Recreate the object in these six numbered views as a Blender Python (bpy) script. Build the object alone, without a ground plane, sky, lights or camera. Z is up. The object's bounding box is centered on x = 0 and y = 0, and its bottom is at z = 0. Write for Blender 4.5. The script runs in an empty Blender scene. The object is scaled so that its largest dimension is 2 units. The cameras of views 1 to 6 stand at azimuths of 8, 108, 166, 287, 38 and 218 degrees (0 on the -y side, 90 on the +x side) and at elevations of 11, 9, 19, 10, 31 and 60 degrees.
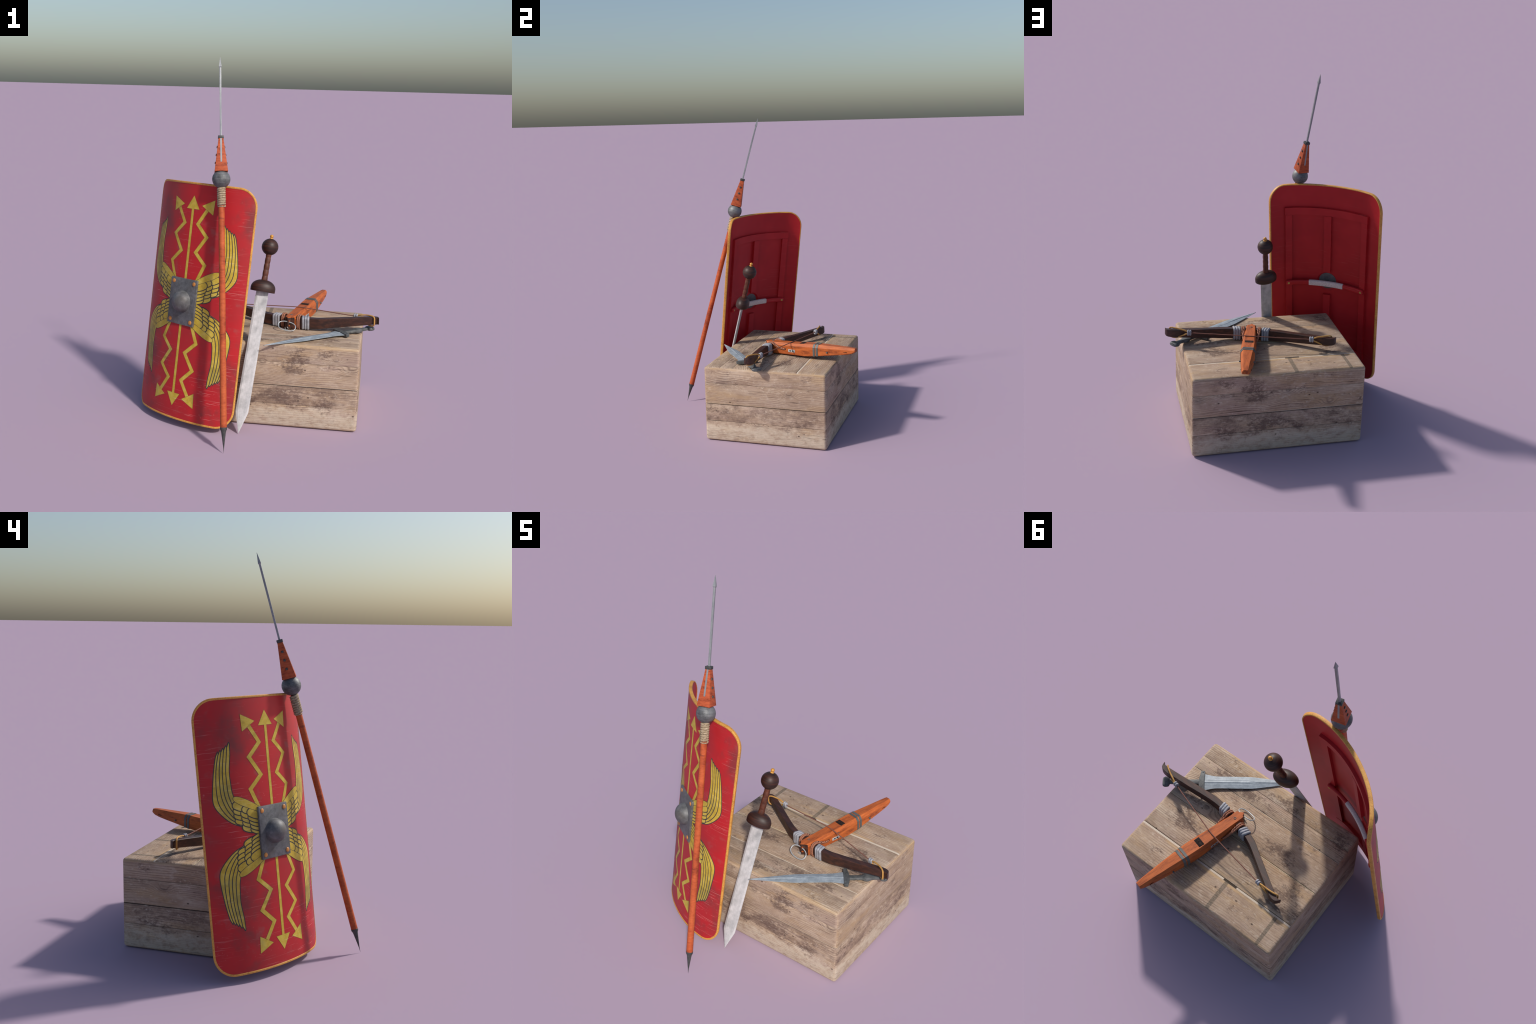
import bpy, bmesh, math, random
from mathutils import Vector, Matrix

random.seed(7)
PI = math.pi
COL = bpy.context.scene.collection

# ------------------------------------------------------------------ helpers
def frame(origin, x, y, z):
    return Matrix(((x[0], y[0], z[0], origin[0]), (x[1], y[1], z[1], origin[1]),
                   (x[2], y[2], z[2], origin[2]), (0, 0, 0, 1)))

def thing(name, matrix, label, category):
    e = bpy.data.objects.new(name, None)
    e.empty_display_size = 0.1
    COL.objects.link(e)
    e.matrix_world = matrix
    e["label"] = label
    e["category"] = category
    return e

def put(name, mesh, parent, mat=None, smooth=35, loc=None, stuff=False):
    if mat is not None and not mesh.materials:
        mesh.materials.append(mat)
    if smooth is not None:
        for p in mesh.polygons:
            p.use_smooth = True
        mesh.set_sharp_from_angle(angle=math.radians(smooth))
    o = bpy.data.objects.new(name, mesh)
    COL.objects.link(o)
    o.parent = parent
    if loc is not None:
        o.matrix_local = loc if isinstance(loc, Matrix) else Matrix.Translation(loc)
    if stuff:
        o["kind"] = "stuff"
    return o

def finish(bm, name, weld=True):
    if weld:
        bmesh.ops.remove_doubles(bm, verts=bm.verts, dist=1e-6)
    bmesh.ops.recalc_face_normals(bm, faces=bm.faces)
    me = bpy.data.meshes.new(name)
    bm.to_mesh(me)
    bm.free()
    return me

def loft_into(bm, rings, cap0=True, cap1=True, closed=False):
    vs = [[bm.verts.new(p) for p in r] for r in rings]
    n = len(rings[0])
    m = len(vs)
    for i in range(m if closed else m - 1):
        a, b = vs[i], vs[(i + 1) % m]
        for j in range(n):
            bm.faces.new((a[j], a[(j + 1) % n], b[(j + 1) % n], b[j]))
    if not closed:
        if cap0: bm.faces.new(vs[0])
        if cap1: bm.faces.new(vs[-1])
    return vs

def loft(name, rings, **k):
    bm = bmesh.new()
    loft_into(bm, rings, **k)
    return finish(bm, name, weld=False)

def revolve(name, prof, seg=32, ry=1.0):
    """profile of (radius, z) turned round z; radius 0 closes to a point"""
    bm = bmesh.new()
    rows = []
    for r, z in prof:
        if r < 1e-7:
            rows.append([bm.verts.new((0, 0, z))])
        else:
            rows.append([bm.verts.new((r * math.cos(2 * PI * i / seg), ry * r * math.sin(2 * PI * i / seg), z)) for i in range(seg)])
    for a, b in zip(rows, rows[1:]):
        for j in range(seg):
            k = (j + 1) % seg
            if len(a) == 1 and len(b) > 1: bm.faces.new((a[0], b[k], b[j]))
            elif len(b) == 1 and len(a) > 1: bm.faces.new((a[j], a[k], b[0]))
            elif len(a) > 1: bm.faces.new((a[j], a[k], b[k], b[j]))
    if len(rows[0]) > 1: bm.faces.new(rows[0])
    if len(rows[-1]) > 1: bm.faces.new(rows[-1])
    return finish(bm, name, weld=False)

def catmull(pts, per=6, closed=False):
    P = [Vector(p) for p in pts]
    n = len(P)
    out = []
    for i in range(n if closed else n - 1):
        if closed:
            a, b, c, d = P[i - 1], P[i], P[(i + 1) % n], P[(i + 2) % n]
        else:
            b, c = P[i], P[i + 1]
            a = P[i - 1] if i else b * 2 - c
            d = P[i + 2] if i + 2 < n else c * 2 - b
        for k in range(per):
            t = k / per
            out.append(0.5 * (2 * b + (c - a) * t + (2 * a - 5 * b + 4 * c - d) * t * t + (3 * b - a - 3 * c + d) * t ** 3))
    if not closed:
        out.append(P[-1].copy())
    return out

def tube_into(bm, path, r, seg=8, closed=False, squash=None, twist=0.0, lobes=0):
    path = [Vector(p) for p in path]
    n = len(path)
    T = []
    for i in range(n):
        if closed: t = path[(i + 1) % n] - path[i - 1]
        else: t = path[min(i + 1, n - 1)] - path[max(i - 1, 0)]
        T.append(t.normalized())
    ref = Vector((0, 0, 1)) if abs(T[0].z) < 0.9 else Vector((1, 0, 0))
    N = (ref - T[0] * ref.dot(T[0])).normalized()
    rings, run = [], 0.0
    for i in range(n):
        if i:
            run += (path[i] - path[i - 1]).length
            N = (N - T[i] * N.dot(T[i])).normalized()
        Bn = T[i].cross(N)
        rr = r(i / (n - 1)) if callable(r) else r
        ring = []
        for j in range(seg):
            a = 2 * PI * j / seg
            q = rr * (1 + (0.16 * math.cos(lobes * a + run * twist) if lobes else 0))
            ring.append(path[i] + N * math.cos(a) * q + Bn * math.sin(a) * q)
        rings.append(ring)
    loft_into(bm, rings, closed=closed)

def tube(name, path, r, **k):
    bm = bmesh.new()
    tube_into(bm, path, r, **k)
    return finish(bm, name, weld=False)

def box(name, lo, hi, bevel=0.0, seg=2):
    bm = bmesh.new()
    bmesh.ops.create_cube(bm, size=1)
    for v in bm.verts:
        v.co = Vector([lo[i] + (v.co[i] + 0.5) * (hi[i] - lo[i]) for i in range(3)])
    if bevel:
        bmesh.ops.bevel(bm, geom=bm.edges[:], offset=bevel, segments=seg, profile=0.5, affect='EDGES')
    return finish(bm, name)

def prism(name, pts, z0, z1, bevel=0.0, axes=(0, 1, 2), seg=2):
    """outline in two axes, pushed along the third"""
    bm = bmesh.new()
    def at(p, z):
        c = [0, 0, 0]
        c[axes[0]], c[axes[1]], c[axes[2]] = p[0], p[1], z
        return c
    loft_into(bm, [[at(p, z0) for p in pts], [at(p, z1) for p in pts]])
    if bevel:
        bmesh.ops.bevel(bm, geom=bm.edges[:], offset=bevel, segments=seg, profile=0.5, affect='EDGES')
    return finish(bm, name)

def rounded_rect(a, b, r, n=5, e=0):
    out = []
    for cx, cy, s in ((a - r, b - r, 0), (-a + r, b - r, 1), (-a + r, -b + r, 2), (a - r, -b + r, 3)):
        for i in range(n + 1):
            t = PI / 2 * (s + i / n)
            out.append((cx + r * math.cos(t), cy + r * math.sin(t)))
    return out

# ------------------------------------------------------------------ materials
class Nodes:
    def __init__(s, name):
        s.m = bpy.data.materials.new(name)
        s.m.use_nodes = True
        s.t = s.m.node_tree
        s.b = s.t.nodes["Principled BSDF"]
        s.pos = s.new("ShaderNodeTexCoord").outputs["Object"]
    def new(s, kind, **k):
        n = s.t.nodes.new(kind)
        for a, v in k.items(): setattr(n, a, v)
        return n
    def link(s, a, sock):
        if hasattr(a, "is_output"): s.t.links.new(a, sock)
        else: sock.default_value = a
    def math(s, op, a, b=0.0, c=0.0, clamp=False):
        n = s.new("ShaderNodeMath", operation=op, use_clamp=clamp)
        for i, v in enumerate((a, b, c)): s.link(v, n.inputs[i])
        return n.outputs[0]
    def add(s, a, b): return s.math("ADD", a, b)
    def mul(s, a, b): return s.math("MULTIPLY", a, b)
    def sub(s, a, b): return s.math("SUBTRACT", a, b)
    def split(s, v):
        n = s.new("ShaderNodeSeparateXYZ"); s.link(v, n.inputs[0]); return n.outputs[0], n.outputs[1], n.outputs[2]
    def join(s, x, y, z):
        n = s.new("ShaderNodeCombineXYZ")
        for i, v in enumerate((x, y, z)): s.link(v, n.inputs[i])
        return n.outputs[0]
    def scale(s, v, k, rot=(0, 0, 0), loc=(0, 0, 0)):
        n = s.new("ShaderNodeMapping"); s.link(v, n.inputs[0])
        n.inputs["Scale"].default_value = k; n.inputs["Rotation"].default_value = rot; n.inputs["Location"].default_value = loc
        return n.outputs[0]
    def noise(s, v, sc=1.0, det=4.0, rough=0.55, dist=0.0):
        n = s.new("ShaderNodeTexNoise"); s.link(v, n.inputs["Vector"])
        n.inputs["Scale"].default_value = sc; n.inputs["Detail"].default_value = det
        n.inputs["Roughness"].default_value = rough; n.inputs["Distortion"].default_value = dist
        return n.outputs[0]
    def voro(s, v, sc=1.0):
        n = s.new("ShaderNodeTexVoronoi"); s.link(v, n.inputs["Vector"]); n.inputs["Scale"].default_value = sc
        return n.outputs["Distance"], n.outputs["Color"]
    def step(s, v, lo, hi, to0=0.0, to1=1.0):
        n = s.new("ShaderNodeMapRange", interpolation_type='SMOOTHSTEP'); s.link(v, n.inputs[0])
        n.inputs[1].default_value = lo; n.inputs[2].default_value = hi
        n.inputs[3].default_value = to0; n.inputs[4].default_value = to1
        return n.outputs[0]
    def mix(s, f, a, b, mode='MIX'):
        n = s.new("ShaderNodeMix", data_type='RGBA', blend_type=mode)
        s.link(f, n.inputs[0])
        for v, i in ((a, 6), (b, 7)):
            if hasattr(v, "is_output"): s.t.links.new(v, n.inputs[i])
            else: n.inputs[i].default_value = (*v, 1)
        return n.outputs[2]
    def ramp(s, f, stops):
        n = s.new("ShaderNodeValToRGB"); s.link(f, n.inputs[0])
        el = n.color_ramp.elements
        while len(el) < len(stops): el.new(0.5)
        for e, (p, c) in zip(el, stops): e.position = p; e.color = (*c, 1)
        return n.outputs[0]
    def done(s, color, rough=0.6, metal=0.0, bump=None, bstr=0.3, bdist=0.002, spec=0.5, coat=0.0):
        if hasattr(color, "is_output"): s.t.links.new(color, s.b.inputs["Base Color"])
        else: s.b.inputs["Base Color"].default_value = (*color, 1)
        s.link(rough, s.b.inputs["Roughness"]); s.link(metal, s.b.inputs["Metallic"])
        s.b.inputs["Specular IOR Level"].default_value = spec
        s.b.inputs["Coat Weight"].default_value = coat
        if bump is not None:
            n = s.new("ShaderNodeBump"); n.inputs["Strength"].default_value = bstr; n.inputs["Distance"].default_value = bdist
            s.t.links.new(bump, n.inputs["Height"]); s.t.links.new(n.outputs[0], s.b.inputs["Normal"])
        return s.m

def worn_metal(name, dark, light, stretch=(1, 1, 1), sc=40, rough=0.5, metal=0.0, blot=7.0, brush=(30, 30, 400), brush_amt=0.25, spec=0.5):
    k = Nodes(name)
    a = k.noise(k.scale(k.pos, stretch), blot, 5, 0.6)
    f = k.noise(k.scale(k.pos, brush), 1.0, 3, 0.6)
    g = k.noise(k.pos, sc * 6, 2, 0.6)
    fac = k.add(k.step(a, 0.3, 0.7), k.add(k.mul(k.sub(f, 0.5), brush_amt * 4), k.mul(k.sub(g, 0.5), 0.7)))
    c = k.mix(k.math("ADD", fac, 0.0, clamp=True), dark, light)
    return k.done(c, rough, metal, bump=f, bstr=0.15, bdist=0.001, spec=spec)

def fine_wood(name, dark, mid, light, scale=(12, 12, 160), sc=1.0, rough=0.6, bands=None, spec=0.4):
    k = Nodes(name)
    a = k.noise(k.scale(k.pos, scale), sc, 4, 0.6, 0.3)
    b = k.noise(k.scale(k.pos, tuple(v * 3.1 for v in scale)), sc, 3, 0.6)
    fac = k.add(k.mul(a, 0.75), k.mul(b, 0.3))
    c = k.ramp(fac, [(0.33, dark), (0.5, mid), (0.68, light)])
    if bands:
        w = k.noise(k.scale(k.pos, bands), 1.0, 3, 0.6)
        c = k.mix(k.step(w, 0.55, 0.7, 0, 0.55), c, dark)
    return k.done(c, rough, bump=fac, bstr=0.15, bdist=0.001, spec=spec)

# -- crate timber ----------------------------------------------------------
def timber(name, along, across, knots, stains, lines=(), top=False):
    k = Nodes(name)
    ax = k.split(k.pos)
    A, C = ax[along], ax[across]
    rnd = k.new("ShaderNodeObjectInfo").outputs["Random"]
    seed = k.mul(rnd, 17.0)
    low = k.noise(k.join(k.mul(A, 1.3), k.mul(C, 6.0), seed), 1.0, 2, 0.45)
    g = k.add(k.mul(C, 84.0), k.mul(low, 7.5))
    dark_knot = None
    for (ka, kc, kr) in knots:
        da, dc = k.mul(k.sub(A, ka), 0.55), k.sub(C, kc)
        d2 = k.add(k.mul(da, da), k.mul(dc, dc))
        pulse = k.math("EXPONENT", k.mul(d2, -1.0 / (kr * kr)))
        g = k.add(g, k.mul(pulse, 3.6))
        core = k.math("EXPONENT", k.mul(d2, -1.0 / (kr * kr * 0.20)))
        dark_knot = core if dark_knot is None else k.add(dark_knot, core)
    g = k.add(g, k.mul(k.noise(k.join(k.mul(A, 12), k.mul(C, 70), seed), 1.0, 4, 0.65), 0.9))
    wave = k.math("SINE", k.mul(g, 2 * PI))
    grain = k.step(wave, 0.0, 1.0)
    fib = k.noise(k.join(k.mul(A, 16), k.mul(C, 300), seed), 1.0, 4, 0.7)
    crack = k.noise(k.join(k.mul(A, 5.0), k.mul(C, 150), k.add(seed, 3.0)), 1.0, 3, 0.6)
    big = k.noise(k.join(k.mul(A, 4.0), k.mul(C, 10.0), seed), 1.0, 6, 0.66)
    mid = k.noise(k.join(k.mul(A, 22), k.mul(C, 36), seed), 1.0, 7, 0.74)
    speck = k.noise(k.join(k.mul(A, 75), k.mul(C, 120), seed), 1.0, 5, 0.75)
    c = k.ramp(big, [(0.30, (0.28, 0.203, 0.150)), (0.44, (0.40, 0.298, 0.222)), (0.56, (0.485, 0.378, 0.292)), (0.70, (0.59, 0.495, 0.41))])
    c = k.mix(k.step(k.math("FRACT", k.mul(rnd, 7.3)), 0.35, 1.0, 0, 0.28), c, (0.25, 0.185, 0.15))
    c = k.mix(k.step(k.math("FRACT", k.mul(rnd, 3.7)), 0.5, 1.0, 0, 0.25), c, (0.58, 0.48, 0.37))
    hue = k.noise(k.join(k.mul(A, 2.6), k.mul(C, 8.0), k.add(seed, 5.0)), 1.0, 4, 0.62)
    c = k.mix(k.step(hue, 0.53, 0.68, 0, 0.6), c, (0.45, 0.315, 0.185))
    c = k.mix(k.step(hue, 0.47, 0.34, 0, 0.55), c, (0.37, 0.275, 0.245))
    c = k.mix(k.mul(grain, k.step(k.noise(k.join(k.mul(A, 2.2), k.mul(C, 9.0), k.add(seed, 2.0)), 1.0, 3, 0.6), 0.38, 0.62, 0.06, 0.62)), c, (0.205, 0.140, 0.112))
    c = k.mix(k.step(fib, 0.52, 0.70, 0, 0.45), c, (0.20, 0.145, 0.115))
    c = k.mix(k.step(fib, 0.45, 0.28, 0, 0.45), c, (0.60, 0.52, 0.44))
    c = k.mix(k.mul(k.step(mid, 0.54, 0.70), 0.45), c, (0.235, 0.17, 0.14))
    c = k.mix(k.mul(k.step(mid, 0.46, 0.32), 0.40), c, (0.60, 0.53, 0.46))
    c = k.mix(k.mul(k.math("MINIMUM", dark_knot, 1.0), k.add(0.35, k.mul(grain, 0.45))), c, (0.135, 0.098, 0.085))
    # ragged grainy stains where old paint or damp sat
    edge = k.noise(k.join(k.mul(A, 8.5), k.mul(C, 12), 3.0), 1.0, 8, 0.74)
    stain = None
    for (sa, sc_, ra, rc) in stains:
        da, dc = k.mul(k.sub(A, sa), 0.75 / ra), k.mul(k.sub(C, sc_), 0.75 / rc)
        f = k.math("EXPONENT", k.mul(k.add(k.mul(da, da), k.mul(dc, dc)), -1.0))
        stain = f if stain is None else k.math("MAXIMUM", stain, f)
    s = k.add(k.mul(stain, 0.66), k.add(k.mul(k.sub(edge, 0.5), 3.6), k.add(k.mul(k.sub(speck, 0.5), 1.5), k.mul(k.sub(fib, 0.5), 0.7))))
    c = k.mix(k.step(s, 0.24, 0.80, 0, 0.84), c, (0.135, 0.092, 0.078))
    if not top:
        ez = k.mul(k.sub(edge, 0.5), 0.16)
        zz = k.add(C, ez)
        low_pale = k.step(zz, 0.125, 0.085, 0, 0.55)
        c = k.mix(k.mul(low_pale, k.step(mid, 0.62, 0.45, 0.3, 1.0)), c, (0.56, 0.505, 0.425))
        smear = k.math("MINIMUM", k.step(zz, 0.10, 0.16), k.step(C, 0.246, 0.236))
        smear = k.mul(smear, k.step(k.add(k.mul(mid, 0.5), k.mul(edge, 0.6)), 0.45, 0.64, 0.0, 0.6))
        c = k.mix(smear, c, (0.165, 0.115, 0.097))
    # chalky bare flecks, most in and round the stains
    pale = k.noise(k.join(k.mul(A, 42), k.mul(C, 60), k.add(seed, 9.0)), 1.0, 5, 0.75)
    c = k.mix(k.mul(k.step(pale, 0.54, 0.68), k.step(edge, 0.42, 0.60, 0.10, 0.70)), c, (0.61, 0.525, 0.445))
    # long drying cracks
    c = k.mix(k.step(crack, 0.655, 0.69, 0, 0.75), c, (0.085, 0.058, 0.048))
    # nail holes and small knots
    d, _ = k.voro(k.join(k.mul(A, 10.0), k.mul(C, 15.0), seed), 1.0)
    c = k.mix(k.step(d, 0.085, 0.04, 0, 0.85), c, (0.07, 0.048, 0.04))
    # yellow-brown worn arrises along the plank rows
    for (pos, wid, colr, amt) in lines:
        f = k.step(k.math("ABSOLUTE", k.sub(C, pos)), wid, wid * 0.3, 0, amt)
        c = k.mix(k.mul(f, k.mul(k.step(mid, 0.3, 0.55, 0.45, 1.0), k.step(hue, 0.40, 0.56, 0.15, 1.0))), c, colr)
    if top:
        # pale filler in one joint, and two dark tar bands across the rear board
        f = k.step(k.math("ABSOLUTE", k.sub(C, 0.3525)), 0.0065, 0.004)
        c = k.mix(k.mul(f, k.step(mid, 0.3, 0.5, 0.45, 0.85)), c, (0.60, 0.55, 0.48))
        dk = k.mul(f, k.mul(k.step(A, -0.052, -0.050), k.step(A, 0.0325, 0.0305)))
        c = k.mix(dk, c, (0.055, 0.042, 0.033))
        for xc, w, sl in ((0.006, 0.013, 0.02), (-0.306, 0.011, 0.02)):
            f = k.step(k.math("ABSOLUTE", k.sub(k.add(A, k.mul(C, sl)), xc + sl * 0.44)), w, w * 0.75)
            f = k.mul(f, k.step(C, 0.352, 0.36))
            c = k.mix(k.mul(f, k.step(speck, 0.38, 0.62, 0.88, 0.45)), c, (0.125, 0.11, 0.09))
    c = k.mix(1.0, c, (0.95, 0.90, 0.84) if top else (0.98, 0.94, 0.89), 'MULTIPLY')
    h = k.add(k.mul(grain, -0.4), k.add(k.mul(fib, -0.6), k.sub(k.mul(speck, 0.5), k.step(crack, 0.64, 0.69))))
    return k.done(c, 0.85, bump=h, bstr=0.45, bdist=0.002, spec=0.2)

# ================================================================== CRATE
X0, X1, Y0, Y1, ZT = -0.3925, 0.5835, -0.2530, 0.5300, 0.4765
WARM = (0.52, 0.37, 0.21)
JOINT = (0.12, 0.085, 0.07)
PALE = (0.64, 0.59, 0.52)
side_lines = [(0.468, 0.010, WARM, 0.45), (0.006, 0.010, WARM, 0.35), (0.234, 0.008, (0.20, 0.145, 0.12), 0.7), (0.2475, 0.006, (0.47, 0.36, 0.24), 0.5)]
mat_long = timber("weathered_timber_long", 0, 2, [(0.197, 0.337, 0.045), (0.545, 0.350, 0.04), (0.455, 0.402, 0.02), (-0.19, 0.268, 0.03), (0.05, 0.36, 0.03)],
                  [(0.275, 0.415, 0.07, 0.06), (0.16, 0.155, 0.16, 0.045), (0.36, 0.13, 0.09, 0.03), (-0.2, 0.20, 0.08, 0.03), (0.22, 0.33, 0.06, 0.04)], side_lines + [(0.2432, 0.0026, PALE, 0.9)])
mat_cross = timber("weathered_timber_cross", 1, 2, [(-0.12, 0.385, 0.09), (0.30, 0.33, 0.03), (0.1, 0.12, 0.03)],
                   [(-0.16, 0.20, 0.10, 0.03), (0.32, 0.13, 0.07, 0.04)], side_lines)
mat_top = timber("weathered_timber_top", 0, 1, [(0.50, -0.02, 0.05), (0.12, 0.22, 0.04), (0.36, 0.08, 0.03), (-0.15, 0.03, 0.03)],
                 [(0.24, -0.10, 0.13, 0.045), (0.40, 0.22, 0.10, 0.05), (-0.28, 0.24, 0.08, 0.06), (0.22, 0.28, 0.12, 0.03), (-0.33, -0.15, 0.06, 0.05), (0.02, -0.17, 0.12, 0.03), (-0.10, 0.06, 0.10, 0.04), (0.48, 0.09, 0.07, 0.03), (-0.25, 0.31, 0.10, 0.02), (0.42, -0.12, 0.08, 0.02)],
                 [(-0.244, 0.012, WARM, 0.5), (0.522, 0.014, WARM, 0.5), (0.366, 0.012, WARM, 0.7), (-0.0635, 0.0028, PALE, 0.8), (0.1405, 0.0028, (0.58, 0.53, 0.38), 0.8), (-0.146, 0.0025, (0.2, 0.15, 0.12), 0.8)], top=True)
k = Nodes("dark_gap"); mat_gap = k.done((0.035, 0.026, 0.022), 0.9)

crate = thing("wooden_crate", Matrix.Identity(4), "weathered grey-brown crate of wide rough timber boards", "crate")

def crate_board(bmsrc, cuts):
    bm = bmsrc.copy()
    for co, no in cuts:   # keep the side the normal points away from
        r = bmesh.ops.bisect_plane(bm, geom=bm.verts[:] + bm.edges[:] + bm.faces[:], dist=1e-7, plane_co=co, plane_no=no, clear_outer=True)
        ed = [e for e in r["geom_cut"] if isinstance(e, bmesh.types.BMEdge)]
        if ed:
            bmesh.ops.holes_fill(bm, edges=ed, sides=0)
    return bm

solid = bmesh.new()
bmesh.ops.create_cube(solid, size=1)
for v in solid.verts:
    v.co = Vector((X0 + (v.co.x + .5) * (X1 - X0), Y0 + (v.co.y + .5) * (Y1 - Y0), (v.co.z + .5) * ZT))
bmesh.ops.bevel(solid, geom=solid.edges[:], offset=0.018, segments=5, profile=0.5, affect='EDGES')

R2 = math.sqrt(.5)
E_ = Vector
edge_planes = {   # mitre planes per side: board keeps the negative side
    "+z": [(E_((X0, 0, ZT)), E_((-R2, 0, -R2))), (E_((X1, 0, ZT)), E_((R2, 0, -R2))), (E_((0, Y0, ZT)), E_((0, -R2, -R2))), (E_((0, Y1, ZT)), E_((0, R2, -R2)))],
    "-z": [(E_((X0, 0, 0)), E_((-R2, 0, R2))), (E_((X1, 0, 0)), E_((R2, 0, R2))), (E_((0, Y0, 0)), E_((0, -R2, R2))), (E_((0, Y1, 0)), E_((0, R2, R2)))],
    "-y": [(E_((X0, Y0, 0)), E_((-R2, R2, 0))), (E_((X1, Y0, 0)), E_((R2, R2, 0))), (E_((0, Y0, ZT)), E_((0, R2, R2))), (E_((0, Y0, 0)), E_((0, R2, -R2)))],
    "+y": [(E_((X0, Y1, 0)), E_((-R2, -R2, 0))), (E_((X1, Y1, 0)), E_((R2, -R2, 0))), (E_((0, Y1, ZT)), E_((0, -R2, R2))), (E_((0, Y1, 0)), E_((0, -R2, -R2)))],
    "-x": [(E_((X0, Y0, 0)), E_((R2, -R2, 0))), (E_((X0, Y1, 0)), E_((R2, R2, 0))), (E_((X0, 0, ZT)), E_((R2, 0, R2))), (E_((X0, 0, 0)), E_((R2, 0, -R2)))],
    "+x": [(E_((X1, Y0, 0)), E_((-R2, -R2, 0))), (E_((X1, Y1, 0)), E_((-R2, R2, 0))), (E_((X1, 0, ZT)), E_((-R2, 0, R2))), (E_((X1, 0, 0)), E_((-R2, 0, -R2)))],
}
# joint positions across each side and the gap left there
side_z = [(0.0, 0), (0.132, .0007), (0.240, .0022), (0.374, .0006), (ZT, 0)]
faces = {
    "+z": (1, [(Y0, 0), (-0.148, .0006), (-0.0655, .0011), (0.138, .0010), (0.3465, .0012), (Y1, 0)], mat_top, E_((0, 0, ZT - .03)), E_((0, 0, -1))),
    "-z": (1, [(Y0, 0), (-0.0655, .001), (0.138, .001), (0.3465, .001), (Y1, 0)], mat_top, E_((0, 0, .03)), E_((0, 0, 1))),
    "-y": (2, side_z, mat_long, E_((0, Y0 + .03, 0)), E_((0, 1, 0))),
    "+y": (2, side_z, mat_long, E_((0, Y1 - .03, 0)), E_((0, -1, 0))),
    "-x": (2, side_z, mat_cross, E_((X0 + .03, 0, 0)), E_((1, 0, 0))),
    "+x": (2, side_z, mat_cross, E_((X1 - .03, 0, 0)), E_((-1, 0, 0))),
}
for side, (axis, joints, mat, ico, ino) in faces.items():
    for (a, ga), (b, gb) in zip(joints, joints[1:]):
        cuts = list(edge_planes[side]) + [(ico, ino)]
        n = E_((0, 0, 0)); n[axis] = 1
        if ga: cuts.append((n * (a + ga), -n))
        if gb: cuts.append((n * (b - gb), n))
        bm = crate_board(solid, cuts)
        # ease the arrises along the open joints
        ed = []
        for e in bm.edges:
            for q, g, sgn in ((a, ga, 1), (b, gb, -1)):
                if g and all(abs(v.co[axis] - (q + sgn * g)) < 1e-5 for v in e.verts):
                    mid = (e.verts[0].co + e.verts[1].co) / 2
                    lim = {"+z": mid.z > ZT - .002, "-z": mid.z < .002, "-y": mid.y < Y0 + .002, "+y": mid.y > Y1 - .002, "-x": mid.x < X0 + .002, "+x": mid.x > X1 - .002}[side]
                    if lim: ed.append(e)
        if ed:
            bmesh.ops.bevel(bm, geom=ed, offset=0.0016, segments=2, profile=0.5, affect='EDGES')
        put("board", finish(bm, "board"), crate, mat, 40)
solid.free()
put("inner_case", box("inner_case", (X0 + .012, Y0 + .012, .012), (X1 - .012, Y1 - .012, ZT - .012)), crate, mat_gap, None)

# ================================================================== SHIELD
shield = thing("tall_shield", frame((-0.39258, -0.27439, 0.68866), (0.867833, -0.496857, 0.000500), (0.491715, 0.858707, -0.144353), (0.071293, 0.12552, 0.989526)),
               "tall curved red shield with yellow wings, arrows and steel boss", "shield")
SW, SH, SR, ST = 0.3785, 0.6536, 0.1055, 0.0152     # half girth, half height, corner radius, thickness
K1, K3 = 1.3542, 5.3385                             # bend: tangent angle = K1 s + K3 s^3

STEPS, SPAN = 1000, 0.42
_h = SPAN / STEPS
_px, _py = [0.0], [0.0]
for i in range(STEPS):
    s_ = (i + .5) * _h
    th_ = K1 * s_ + K3 * s_ ** 3
    _px.append(_px[-1] + math.cos(th_) * _h)
    _py.append(_py[-1] + math.sin(th_) * _h)

def bend(s, t, off=0.0):
    """point of the curved sheet: s along the girth, t up, off towards the back"""
    a = min(abs(s) / _h, STEPS - 1e-6)
    i = int(a); f = a - i
    x = _px[i] + (_px[i + 1] - _px[i]) * f
    y = _py[i] + (_py[i + 1] - _py[i]) * f
    th = K1 * abs(s) + K3 * abs(s) ** 3
    g = 1 if s >= 0 else -1
    return Vector((g * (x - math.sin(th) * off), y + math.cos(th) * off, t))

def bend_normal(s):
    th = K1 * s + K3 * s ** 3
    return Vector((math.sin(th), -math.cos(th), 0))

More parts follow.
